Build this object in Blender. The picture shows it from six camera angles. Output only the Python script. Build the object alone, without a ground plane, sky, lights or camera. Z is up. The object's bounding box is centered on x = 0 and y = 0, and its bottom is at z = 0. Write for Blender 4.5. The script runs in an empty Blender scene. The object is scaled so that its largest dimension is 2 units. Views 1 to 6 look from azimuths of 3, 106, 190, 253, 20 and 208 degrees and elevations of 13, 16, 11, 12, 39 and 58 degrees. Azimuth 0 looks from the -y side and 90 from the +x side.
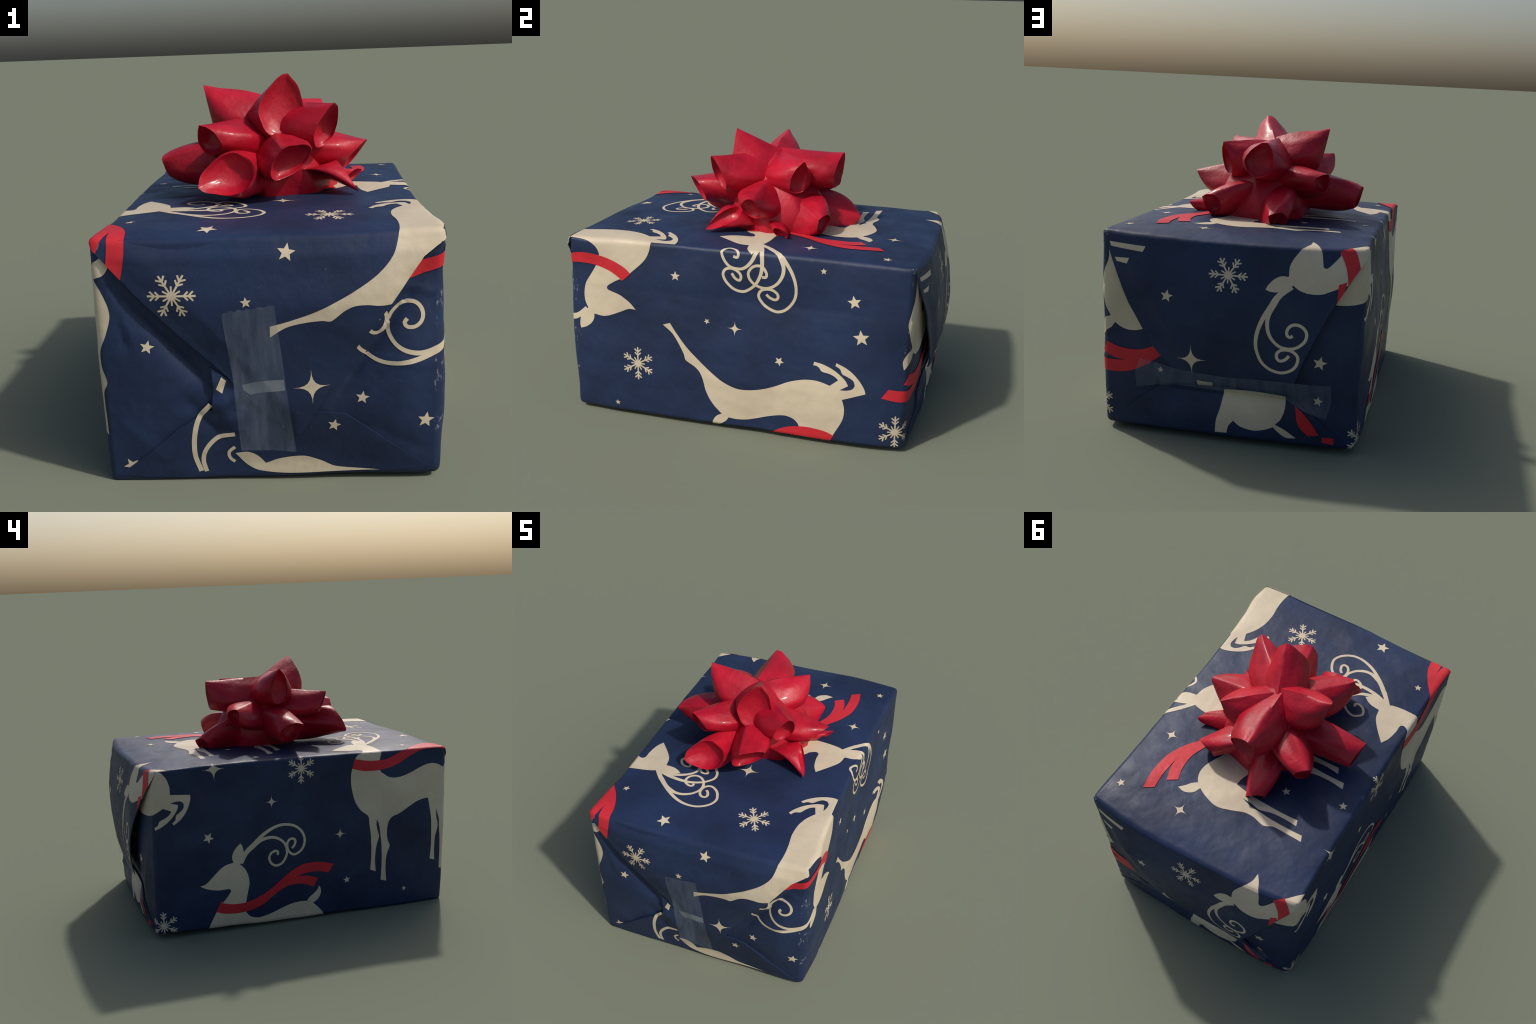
"""A wrapped present: printed navy paper folded round a carton, taped end flaps,
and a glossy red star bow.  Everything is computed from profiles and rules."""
import math
import random
import bpy
import bmesh
import numpy as np
from mathutils import Vector
from mathutils.geometry import delaunay_2d_cdt

random.seed(7)
RNG = np.random.RandomState(11)

# ------------------------------------------------------------------ paper body
HX, HY, HZ = 0.625, 0.905, 0.485          # half sizes of the ideal carton
RAD = 0.022                                # paper radius along the edges
# where the eight corners of the real, slightly squashed parcel sit
CORNER = {
    (-1, -1, 1): (-0.634, -0.924, 0.964), (1, -1, 1): (0.634, -0.917, 0.972),
    (1, 1, 1): (0.636, 0.893, 0.982), (-1, 1, 1): (-0.632, 0.868, 0.984),
    (-1, -1, -1): (-0.616, -0.895, -0.010), (1, -1, -1): (0.624, -0.892, 0.018),
    (1, 1, -1): (0.602, 0.888, 0.020), (-1, 1, -1): (-0.617, 0.900, 0.028),
}
WAVES = [(RNG.normal(size=3) * f, RNG.uniform(0, 6.28), 1.0 / f)
         for f in (5, 7, 9, 12, 15, 19, 24, 30) for _ in range(5)]


def crumple(p):
    """Soft dents of hand-folded paper, in about -1..1."""
    s = np.zeros(p.shape[0])
    for k, ph, amp in WAVES:
        s += amp * np.sin(p @ k + ph)
    return s / 0.55


def bumps(x):
    return np.clip(x, 0.0, 1.0)


def deform(p):
    """Ideal rounded carton -> the bulging parcel."""
    X, Y, Z = p[:, 0] / HX, p[:, 1] / HY, p[:, 2] / HZ
    out = np.zeros_like(p)
    for (i, j, k), c in CORNER.items():
        w = (1 + i * X) * (1 + j * Y) * (1 + k * Z) / 8.0
        out += w[:, None] * np.array(c)
    cx, cy, cz = 1 - np.abs(X) ** 3, 1 - Y ** 8, 1 - np.abs(Z) ** 5
    front, back = bumps(-Y) ** 6, bumps(Y) ** 6
    right, left, top = bumps(X) ** 6, bumps(-X) ** 6, bumps(Z) ** 6
    rise = bumps((Z + 1.0) / 0.9)
    rise = rise * rise * (3 - 2 * rise)
    out[:, 1] -= front * cx * (0.007 + 0.032 * rise - 0.024 * bumps((Z - 0.55) / 0.45))
    out[:, 1] -= front * 0.010 * np.exp(-((np.abs(p[:, 0]) - 0.48) / 0.12) ** 2) * (1 - Z ** 4)
    out[:, 1] -= front * 0.016 * np.exp(-((p[:, 0] - 0.52) / 0.10) ** 2 - ((p[:, 2] - 0.02) / 0.22) ** 2)
    out[:, 1] += back * cx * (0.024 + 0.022 * rise)
    out[:, 1] += back * 0.012 * np.exp(-((p[:, 0] + 0.48) / 0.14) ** 2) * (1 - Z ** 4)
    out[:, 1] -= back * 0.004 * np.exp(-((p[:, 0] - 0.50) / 0.07) ** 2 - ((p[:, 2] - 0.02) / 0.25) ** 2)
    low = bumps((0.95 - Z) / 1.2) ** 0.9
    long_ = 1 - np.abs(Y) ** 5
    out[:, 0] += right * (cy * (cz * 0.040 * np.abs(Y) ** 3 - 0.014 * bumps(Z) ** 3 * (1 - Y * Y)) + 0.040 * long_ * bumps((0.45 - Z) / 0.9) ** 0.8 * (0.75 + 0.25 * Y))
    out[:, 0] -= left * long_ * (0.045 * np.minimum(1, 1.3 * low) - 0.010 - 0.004 * Y - 0.014 * bumps(-Z)) + left * 0.016 * bumps(-Y) ** 2
    out[:, 0] += right * 0.016 * np.exp(-((Y + 0.86) / 0.12) ** 2 - ((Z - 0.95) / 0.18) ** 2)
    out[:, 2] += top * (1 - X ** 6) * (1 - Y ** 6) * 0.013
    out[:, 2] -= top * 0.010 * np.exp(-((p[:, 0] - 0.04) ** 2 + (p[:, 1] + 0.2) ** 2) / 0.05)
    out[:, 2] -= top * cx * ((0.005 + 0.014 * bumps(0.1 - X)) * np.exp(-((HY + p[:, 1]) / 0.07) ** 2) + 0.012 * np.exp(-((HY - p[:, 1]) / 0.07) ** 2))
    return out


def on_carton(face, a, b):
    """Point of a flat carton face in face coordinates (metres)."""
    a, b = np.asarray(a, float), np.asarray(b, float)
    o = np.ones_like(a)
    return np.stack({
        "top": (a, b, HZ * o), "bottom": (a, b, -HZ * o),
        "front": (a, -HY * o, b), "back": (a, HY * o, b),
        "right": (HX * o, a, b), "left": (-HX * o, a, b)}[face], axis=-1)


def paper_point(q, lift):
    """Sharp carton point -> rounded, bulged, crumpled paper, raised by lift."""
    half = np.array([HX, HY, HZ]) - RAD
    c = np.clip(q, -half, half)
    d = q - c
    n = d / np.maximum(np.linalg.norm(d, axis=1), 1e-9)[:, None]
    r = c + n * RAD
    return deform(r) + n * (0.0026 * crumple(q) + creases(q) + lift)[:, None]


def fold_line(q, ax, p0, p1, height, width):
    """A sharp little ridge pressed along the line p0-p1 of an end panel."""
    a, b = q[:, 0], q[:, 2]
    d = np.array(p1) - np.array(p0)
    length = np.hypot(*d)
    d = d / length
    along = ((a - p0[0]) * d[0] + (b - p0[1]) * d[1]) / length
    off = np.abs(-(a - p0[0]) * d[1] + (b - p0[1]) * d[0])
    fade = np.clip(np.minimum(along, 1 - along) * 4 + 0.15, 0, 1)
    return ax * height * fade * np.exp(-off / width)


def creases(q):
    front, back = bumps(-q[:, 1] / HY) ** 8, bumps(q[:, 1] / HY) ** 8
    s = np.zeros(len(q))
    for p0, p1, h, w in (((-0.60, 0.36), (-0.50, 0.08), 0.010, 0.012), ((-0.56, 0.30), (-0.52, 0.02), -0.010, 0.014),
                         ((-0.52, 0.26), (-0.36, 0.10), 0.008, 0.014), ((-0.58, 0.32), (-0.20, -0.14), -0.034, 0.040), ((0.58, 0.36), (0.22, -0.18), -0.032, 0.035),
                         ((-0.34, -0.12), (-0.20, -0.30), -0.012, 0.03), ((-0.60, -0.20), (-0.40, -0.40), 0.004, 0.02),
                         ((0.36, 0.02), (0.62, -0.05), 0.005, 0.02), ((0.34, -0.26), (0.60, -0.40), -0.006, 0.025),
                         ((0.45, 0.28), (0.62, 0.24), 0.006, 0.012)):
        s += fold_line(q, front, p0, p1, h, w)
    for p0, p1, h, w in (((0.30, -0.30), (0.60, -0.36), 0.006, 0.02), ((-0.45, -0.27), (0.45, -0.27), -0.028, 0.05), ((0.05, -0.33), (0.40, -0.29), -0.008, 0.02),
                         ((-0.58, 0.10), (-0.45, -0.30), 0.005, 0.02)):
        s += fold_line(q, back, p0, p1, h, w)
    return s


def surf(face, a, b, lift=0.0):
    q = on_carton(face, a, b)
    return paper_point(q, np.zeros(q.shape[0]) + lift)


# ------------------------------------------------------------------ end flaps
def ramp(x, xs, ys):
    return np.interp(x, xs, ys)


# outlines (a = x, b = height from the carton's middle) of the folded flaps
FRONT_FLAP = [(-0.640, 0.485), (-0.605, 0.432), (-0.490, 0.290), (-0.335, 0.120), (-0.190, -0.020),
              (-0.050, -0.175), (0.088, -0.300), (0.125, -0.250), (0.188, -0.150), (0.248, -0.045), (0.330, 0.080),
              (0.425, 0.200), (0.550, 0.388), (0.640, 0.455), (0.640, 0.485)]
BACK_FLAP = [(0.640, 0.485), (0.605, 0.440), (0.560, 0.330), (0.480, 0.150), (0.430, 0.070), (0.360, -0.050),
             (0.250, -0.160), (0.180, -0.200), (-0.270, -0.215), (-0.320, -0.190), (-0.370, -0.040), (-0.460, 0.165), (-0.560, 0.345), (-0.625, 0.455),
             (-0.640, 0.485)]


def front_lift(a, b):
    h = ramp(b, (-0.31, -0.09, 0.22, 0.41, 0.455, 0.485), (0.044, 0.030, 0.040, 0.024, 0.008, 0.002))
    h = h - 0.012 * np.exp(-((a + 0.32) / 0.16) ** 2)
    to_edge = np.minimum(((b + 0.33) * 0.55 - (a - 0.095) * 0.78) / 0.954, ((b + 0.33) * 0.68 + (a - 0.095) * 0.78) / 1.035)
    h = h * (0.5 + 0.5 * np.clip(to_edge / 0.08, 0, 1))
    h = h + 0.016 * np.exp(-np.sqrt((a - 0.550) ** 2 / 0.07 ** 2 + (b - 0.37 - 0.5 * (a - 0.550)) ** 2 / 0.05 ** 2 + 0.03))
    h = h + 0.010 * np.exp(-((a - 0.35) ** 2) / 0.15 ** 2 - ((b - 0.18) ** 2) / 0.2 ** 2)
    return h


def back_lift(a, b):
    h = ramp(b, (-0.25, -0.20, -0.08, 0.06, 0.22, 0.36, 0.45, 0.485), (0.030, 0.036, 0.052, 0.058, 0.050, 0.026, 0.006, 0.002))
    side = ramp(a, (-0.60, -0.40, 0.0, 0.30, 0.55), (0.60, 0.95, 0.95, 1.08, 1.05))
    edge = ((b + 0.20) * 0.55 - (a - 0.18) * 0.83) / 0.996     # distance in from the slanted edge
    return h * side * (0.75 + 0.25 * np.clip(edge / 0.06, 0, 1))


LIFT = {"front": front_lift, "back": back_lift}


def flap_surf(face, a, b, lift=0.0):
    a, b = np.asarray(a, float), np.asarray(b, float)
    return surf(face, a, b, LIFT[face](a, b) + lift)


# ------------------------------------------------------------------ mesh helpers
def make_object(name, verts, faces, mats, parent=None, smooth=True):
    me = bpy.data.meshes.new(name)
    me.from_pydata([tuple(v) for v in verts], [], [tuple(f) for f in faces])
    me.update()
    if smooth:
        me.polygons.foreach_set("use_smooth", [True] * len(me.polygons))
    for m in mats:
        me.materials.append(m)
    ob = bpy.data.objects.new(name, me)
    bpy.context.scene.collection.objects.link(ob)
    ob.parent = parent
    return ob


def axis_steps(half, fine=0.0055, coarse=0.013):
    edge = list(np.arange(0, RAD * 1.3, fine))
    inner = half - edge[-1]
    mid = np.linspace(-inner, inner, int(2 * inner / coarse))
    return np.array([-half + e for e in edge[:-1]] + list(mid) + [half - e for e in reversed(edge[:-1])])


def carton_mesh(name, mats, parent):
    sx, sy, sz = axis_steps(HX), axis_steps(HY), axis_steps(HZ)
    verts, faces, seen = [], [], {}
    for face, sa, sb, flip in (("top", sx, sy, 0), ("bottom", sx, sy, 1), ("front", sx, sz, 0),
                               ("back", sx, sz, 1), ("right", sy, sz, 0), ("left", sy, sz, 1)):
        A, B = np.meshgrid(sa, sb, indexing="ij")
        q = on_carton(face, A.ravel(), B.ravel())
        idx = []
        for p in q:
            k = tuple(np.round(p, 5))
            if k not in seen:
                seen[k] = len(verts)
                verts.append(p)
            idx.append(seen[k])
        n = len(sb)
        for i in range(len(sa) - 1):
            for j in range(n - 1):
                f = [idx[i * n + j], idx[(i + 1) * n + j], idx[(i + 1) * n + j + 1], idx[i * n + j + 1]]
                faces.append(f[::-1] if flip else f)
    v = paper_point(np.array(verts), np.zeros(len(verts)))
    return make_object(name, v, faces, mats, parent)


def fill_outline(outline, step):
    """Triangulate a closed 2D outline with an even scatter of inner points."""
    pts = [Vector(p) for p in outline]
    n = len(pts)
    arr = np.array(outline)
    lo, hi = arr.min(0), arr.max(0)
    inner = []
    nx, ny = int((hi[0] - lo[0]) / step) + 1, int((hi[1] - lo[1]) / step) + 1
    gx, gy = np.meshgrid(lo[0] + step * (np.arange(nx) + 0.5), lo[1] + step * (np.arange(ny) + 0.5))
    g = np.stack([gx.ravel(), gy.ravel()], 1)
    inside = np.zeros(len(g), bool)
    near = np.full(len(g), 9.0)
    for i in range(n):
        p, q = arr[i - 1], arr[i]
        cross = (p[1] > g[:, 1]) != (q[1] > g[:, 1])
        with np.errstate(divide="ignore", invalid="ignore"):
            xs = (q[0] - p[0]) * (g[:, 1] - p[1]) / (q[1] - p[1]) + p[0]
        inside ^= cross & (g[:, 0] < xs)
        d = q - p
        t = np.clip(((g - p) @ d) / max(d @ d, 1e-12), 0, 1)
        near = np.minimum(near, np.linalg.norm(g - p - t[:, None] * d, axis=1))
    inner = [Vector(p) for p in g[inside & (near > 0.45 * step)]]
    v, _, f, *_ = delaunay_2d_cdt(pts + inner, [], [list(range(n))], 1, 1e-6)
    return np.array([tuple(x) for x in v]), [list(x) for x in f]


def refine(outline, step):
    out = []
    n = len(outline)
    for i in range(n):
        p, q = np.array(outline[i]), np.array(outline[(i + 1) % n])
        k = max(1, int(np.ceil(np.linalg.norm(q - p) / step)))
        out += [tuple(p + (q - p) * t / k) for t in range(k)]
    return out


def sheet(name, outline, top_map, under_map, mats, parent, step=0.014):
    """A closed thin sheet over a 2D outline: outer side, underside and rim."""
    v, f = fill_outline(refine(outline, step), step)
    n = len(v)
    up, dn = top_map(v[:, 0], v[:, 1]), under_map(v[:, 0], v[:, 1])
    fn = np.cross(up[f[0][1]] - up[f[0][0]], up[f[0][2]] - up[f[0][0]])
    if fn @ (up[f[0][0]] - dn[f[0][0]]) < 0:
        f = [t[::-1] for t in f]
    count = {}
    for t in f:
        for i in range(len(t)):
            e = (t[i], t[(i + 1) % len(t)])
            count[e] = 1
    rim = [e for e in count if (e[1], e[0]) not in count]
    faces = f + [[i + n for i in t[::-1]] for t in f] + [[b, a, a + n, b + n] for a, b in rim]
    ob = make_object(name, np.concatenate([up, dn]), faces, mats, parent)
    ob.data.set_sharp_from_angle(angle=math.radians(40))
    return ob


# ------------------------------------------------------------------ materials
class Nodes:
    def __init__(self, name):
        self.mat = bpy.data.materials.new(name)
        self.mat.use_nodes = True
        self.t = self.mat.node_tree
        self.bsdf = self.t.nodes["Principled BSDF"]
        self.out = self.t.nodes["Material Output"]
        self.pos = self.t.nodes.new("ShaderNodeTexCoord").outputs["Object"]

    def node(self, kind, **props):
        n = self.t.nodes.new(kind)
        for k, v in props.items():
            setattr(n, k, v)
        return n

    def link(self, a, b):
        self.t.links.new(a, b)

    def noise(self, scale, detail=3.0, rough=0.55, stretch=None):
        n = self.node("ShaderNodeTexNoise")
        n.inputs["Scale"].default_value = scale
        n.inputs["Detail"].default_value = detail
        n.inputs["Roughness"].default_value = rough
        src = self.pos
        if stretch:
            m = self.node("ShaderNodeMapping")
            m.inputs["Scale"].default_value = stretch
            self.link(src, m.inputs["Vector"])
            src = m.outputs["Vector"]
        self.link(src, n.inputs["Vector"])
        return n.outputs["Fac"]

    def remap(self, value, lo, hi, a=0.0, b=1.0):
        n = self.node("ShaderNodeMapRange")
        self.link(value, n.inputs["Value"])
        for k, x in (("From Min", lo), ("From Max", hi), ("To Min", a), ("To Max", b)):
            n.inputs[k].default_value = x
        return n.outputs["Result"]

    def mix(self, fac, a, b):
        n = self.node("ShaderNodeMix", data_type="RGBA")
        self.set(n.inputs["Factor"], fac)
        self.set(n.inputs["A"] if False else n.inputs[6], a)
        self.set(n.inputs[7], b)
        return n.outputs[2]

    def math(self, op, a, b):
        n = self.node("ShaderNodeMath", operation=op)
        self.set(n.inputs[0], a)
        self.set(n.inputs[1], b)
        return n.outputs[0]

    def set(self, socket, v):
        if isinstance(v, bpy.types.NodeSocket):
            self.link(v, socket)
        elif isinstance(v, tuple):
            socket.default_value = (*v, 1.0)
        else:
            socket.default_value = v

    def finish(self, color, rough, spec=0.5, bump=None, strength=0.2, dist=0.01):
        self.set(self.bsdf.inputs["Base Color"], color)
        self.set(self.bsdf.inputs["Roughness"], rough)
        self.set(self.bsdf.inputs["Specular IOR Level"], spec)
        if bump is not None:
            b = self.node("ShaderNodeBump")
            b.inputs["Strength"].default_value = strength
            b.inputs["Distance"].default_value = dist
            self.link(bump, b.inputs["Height"])
            self.link(b.outputs["Normal"], self.bsdf.inputs["Normal"])
        return self.mat


# paper rubbed through to white at these places: centre, reach
WORN = [((0.615, 0.865, 0.955), 0.10), ((0.615, -0.900, 0.955), 0.07), ((-0.615, -0.905, 0.945), 0.06), ((0.625, -0.895, 0.70), 0.14),
        ((0.625, -0.895, 0.42), 0.16), ((0.600, 0.880, 0.62), 0.14), ((0.625, -0.895, 0.22), 0.10)]


def print_paper(name, base, shade, scuff, rough=0.50, worn=False):
    """Printed paper: mottled ink, rubbed specks, cracked corners, fine crinkles."""
    n = Nodes(name)
    c = n.mix(n.remap(n.noise(3.0, 4), 0.35, 0.65), base, shade)
    c = n.mix(n.remap(n.noise(22.0, 4, 0.65), 0.50, 0.80, 0.0, 0.45), c, shade)
    specks = n.remap(n.noise(150.0, 2), 0.70, 0.76)
    patches = n.remap(n.noise(4.0, 2), 0.45, 0.62)
    c = n.mix(n.math("MULTIPLY", n.math("MULTIPLY", specks, patches), 0.40), c, scuff)
    if worn:
        near = None
        for place_, reach in WORN:
            d = n.node("ShaderNodeVectorMath", operation="DISTANCE")
            n.link(n.pos, d.inputs[0])
            d.inputs[1].default_value = place_
            m = n.remap(d.outputs["Value"], reach, 0.02)
            near = m if near is None else n.math("MAXIMUM", near, m)
        xyz = n.node("ShaderNodeSeparateXYZ")
        n.link(n.pos, xyz.inputs[0])
        rim = n.math("MULTIPLY", n.remap(n.math("ABSOLUTE", xyz.outputs[0], 0.0), 0.582, 0.612),
                     n.remap(n.math("ABSOLUTE", xyz.outputs[1], 0.0), 0.848, 0.880))
        near = n.math("MULTIPLY", near, rim)
        cracks = n.noise(60.0, 4, 0.7, (1.0, 1.0, 0.45))
        edge = n.math("ADD", cracks, n.math("MULTIPLY", near, 0.14))
        edge = n.math("MULTIPLY", n.remap(edge, 0.70, 0.76), n.remap(near, 0.05, 0.3))
        c = n.mix(n.math("MULTIPLY", edge, 0.4), c, (0.46, 0.46, 0.46))
    h = n.math("ADD", n.noise(8.0, 2), n.math("MULTIPLY", n.noise(90.0, 2), 0.06))
    h = n.math("ADD", h, n.math("MULTIPLY", n.noise(22.0, 2), 0.20))
    r = n.remap(n.noise(6.0, 3), 0.3, 0.7, rough - 0.07, rough + 0.08)
    return n.finish(c, r, 0.28, h, 0.30, 0.020)


NAVY = print_paper("navy_paper", (0.0180, 0.0335, 0.087), (0.0115, 0.0205, 0.054), (0.22, 0.25, 0.32), worn=True)
CREAM = print_paper("cream_print", (0.64, 0.55, 0.405), (0.54, 0.455, 0.33), (0.70, 0.64, 0.54))
SCARLET = print_paper("scarlet_print", (0.60, 0.028, 0.042), (0.50, 0.020, 0.030), (0.66, 0.2, 0.2))


def ribbon_material():
    n = Nodes("red_ribbon")
    streak = n.noise(7.0, 4, 0.6)
    c = n.mix(n.remap(streak, 0.35, 0.68), (0.48, 0.007, 0.026), (0.31, 0.004, 0.016))
    h = n.math("ADD", n.noise(14.0, 3), n.math("MULTIPLY", n.noise(48.0, 3), 0.3))
    m = n.finish(c, n.remap(n.noise(9.0, 2), 0.3, 0.7, 0.38, 0.52), 0.30, h, 0.30, 0.014)
    n.bsdf.inputs["Coat Weight"].default_value = 0.15
    n.bsdf.inputs["Coat Roughness"].default_value = 0.10
    return m


def tape_material():
    n = Nodes("sticky_tape")
    wrinkle = n.noise(9.0, 4, 0.6, (3.0, 1.0, 0.7))
    grain = n.remap(wrinkle, 0.40, 0.72, 0.07, 0.16)
    painted_glint = n.remap(n.noise(30.0, 4, 0.7, (2.0, 1.0, 0.6)), 0.66, 0.74, 0.0, 0.45)  # highlight streaks on the film, drawn by raising its opacity
    grain = n.math("ADD", grain, n.math("MULTIPLY", painted_glint, n.remap(n.noise(5.0, 1), 0.5, 0.65)))
    n.finish((0.26, 0.31, 0.40), 0.22, 0.6, wrinkle, 0.5, 0.012)
    see = n.node("ShaderNodeBsdfTransparent")
    mixer = n.node("ShaderNodeMixShader")
    n.link(grain, mixer.inputs[0])
    n.link(see.outputs[0], mixer.inputs[1])
    n.link(n.bsdf.outputs[0], mixer.inputs[2])
    n.link(mixer.outputs[0], n.out.inputs["Surface"])
    return n.mat


RIBBON, TAPE = ribbon_material(), tape_material()

# ------------------------------------------------------------------ assemble the parcel
gift = bpy.data.objects.new("wrapped_gift", None)
bpy.context.scene.collection.objects.link(gift)
gift["label"] = "navy deer-patterned gift box with a red star bow"
gift["category"] = "gift box"

paper = carton_mesh("wrapping_paper", [NAVY], gift)

BOTTOM_FRONT = [(-0.600, -0.455), (-0.480, -0.360), (-0.369, -0.265), (-0.240, -0.185), (0.0, -0.175), (0.15, -0.20),
                (0.273, -0.215), (0.44, -0.345), (0.590, -0.455), (0.3, -0.474), (0.0, -0.474), (-0.3, -0.474)]
BOTTOM_BACK = [(0.590, -0.455), (0.44, -0.33), (0.33, -0.250), (0.0, -0.230), (-0.314, -0.250), (-0.45, -0.345), (-0.585, -0.455),
               (-0.3, -0.474), (0.0, -0.474), (0.3, -0.474)]
flap_objects = {}
for face, lower, upper in (("front", BOTTOM_FRONT, FRONT_FLAP), ("back", BOTTOM_BACK, BACK_FLAP)):
    tuck = lambda a, b, face=face: surf(face, a, b, 0.001 + 0.011 * np.clip((np.asarray(b) + 0.474) / 0.2, 0, 1))
    flap_objects[face + "_tuck"] = sheet("tucked_flap", lower, tuck, lambda a, b, face=face: surf(face, a, b, -0.002), [NAVY], gift)
    flap_objects[face] = sheet("end_flap", upper, lambda a, b, face=face: flap_surf(face, a, b),
                               lambda a, b, face=face: flap_surf(face, a, b, -0.006), [NAVY], gift)


# ------------------------------------------------------------------ printed motifs
# Outlines are control points in metres; the origin of a deer is the lower front
# end of its scarf, x to the tail and y up, as printed (facing left).
LEAPING_DEER = [
    (-0.094, 0.171), (-0.059, 0.183), (-0.016, 0.225), (0.027, 0.266), (0.059, 0.286), (0.105, 0.296), (0.098, 0.328),
    (0.106, 0.359), (0.126, 0.389), (0.149, 0.409), (0.161, 0.391), (0.169, 0.352), (0.160, 0.310), (0.147, 0.280),
    (0.173, 0.254), (0.191, 0.219), (0.201, 0.179), (0.203, 0.151), (0.194, 0.103), (0.183, 0.041), (0.183, -0.019),
    (0.194, -0.039), (0.216, -0.057), (0.255, -0.067), (0.299, -0.062), (0.355, -0.046), (0.411, -0.025), (0.468, -0.007),
    (0.525, 0.000), (0.568, -0.003), (0.582, 0.018), (0.611, 0.040), (0.634, 0.062), (0.645, 0.086), (0.657, 0.062),
    (0.655, 0.029), (0.635, -0.003), (0.606, -0.019), (0.645, -0.057), (0.672, -0.092), (0.697, -0.143), (0.712, -0.199),
    (0.730, -0.238), (0.758, -0.265), (0.809, -0.296), (0.817, -0.324), (0.844, -0.378), (0.883, -0.435), (0.937, -0.477),
    (0.898, -0.491), (0.865, -0.444), (0.805, -0.370), (0.751, -0.317), (0.684, -0.260), (0.610, -0.208), (0.549, -0.182),
    (0.501, -0.175), (0.428, -0.185), (0.368, -0.203), (0.308, -0.229), (0.238, -0.264), (0.163, -0.286), (0.105, -0.290),
    (0.064, -0.284), (0.029, -0.275), (-0.013, -0.311), (0.008, -0.327), (0.037, -0.337), (0.075, -0.343), (0.090, -0.361),
    (0.105, -0.369), (0.121, -0.370), (0.117, -0.389), (0.074, -0.382), (0.027, -0.366), (-0.014, -0.343), (-0.050, -0.313),
    (-0.065, -0.288), (-0.023, -0.260), (-0.058, -0.263), (-0.086, -0.273), (-0.099, -0.293), (-0.089, -0.319),
    (-0.060, -0.335), (-0.031, -0.346), (-0.018, -0.370), (0.007, -0.383), (0.002, -0.399), (-0.046, -0.381),
    (-0.087, -0.355), (-0.123, -0.319), (-0.147, -0.283), (-0.155, -0.257), (-0.038, -0.209), (-0.050, -0.167),
    (-0.050, -0.116), (-0.037, -0.074), (-0.015, -0.030), (0.000, 0.000), (0.025, 0.057), (0.041, 0.055), (0.069, 0.088),
    (0.088, 0.116), (0.089, 0.127), (0.082, 0.136), (0.058, 0.136), (0.015, 0.135), (-0.028, 0.143), (-0.060, 0.153)]
STANDING_DEER = [
    (0.000, 0.000), (-0.009, -0.037), (-0.010, -0.092), (-0.001, -0.149), (0.018, -0.207), (0.052, -0.256), (0.098, -0.295),
    (0.104, -0.342), (0.115, -0.414), (0.122, -0.502), (0.122, -0.574), (0.119, -0.634), (0.156, -0.649), (0.149, -0.577),
    (0.151, -0.512), (0.158, -0.469), (0.170, -0.424), (0.157, -0.383), (0.151, -0.347), (0.155, -0.317), (0.167, -0.348),
    (0.175, -0.392), (0.186, -0.465), (0.193, -0.568), (0.193, -0.640), (0.190, -0.706), (0.229, -0.718), (0.221, -0.643),
    (0.222, -0.571), (0.230, -0.528), (0.242, -0.492), (0.226, -0.447), (0.222, -0.390), (0.230, -0.347), (0.255, -0.314),
    (0.308, -0.295), (0.370, -0.261), (0.423, -0.234), (0.469, -0.221), (0.504, -0.218), (0.513, -0.267), (0.524, -0.333),
    (0.527, -0.398), (0.531, -0.493), (0.530, -0.552), (0.527, -0.610), (0.561, -0.621), (0.556, -0.555), (0.558, -0.474),
    (0.575, -0.402), (0.564, -0.345), (0.562, -0.292), (0.574, -0.330), (0.582, -0.358), (0.585, -0.407), (0.593, -0.484),
    (0.597, -0.593), (0.595, -0.676), (0.630, -0.691), (0.627, -0.610), (0.625, -0.522), (0.645, -0.472), (0.628, -0.400),
    (0.630, -0.347), (0.657, -0.276), (0.675, -0.197), (0.649, -0.108), (0.626, -0.066), (0.667, -0.047), (0.688, -0.005),
    (0.681, 0.040), (0.650, 0.010), (0.625, -0.007), (0.603, -0.035), (0.570, -0.015), (0.533, -0.006), (0.487, -0.010),
    (0.441, -0.026), (0.381, -0.053), (0.320, -0.071), (0.274, -0.074), (0.235, -0.065), (0.205, -0.045), (0.183, -0.026),
    (0.183, 0.040), (0.195, 0.080), (0.195, 0.139), (0.191, 0.201), (0.181, 0.256), (0.168, 0.281), (0.166, 0.298),
    (0.172, 0.349), (0.169, 0.387), (0.152, 0.419), (0.130, 0.392), (0.115, 0.359), (0.109, 0.309), (0.048, 0.297),
    (-0.013, 0.258), (-0.090, 0.193), (-0.042, 0.168), (0.028, 0.155), (0.072, 0.154), (0.085, 0.145), (0.087, 0.129),
    (0.067, 0.096), (0.049, 0.086), (0.021, 0.057)]
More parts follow.
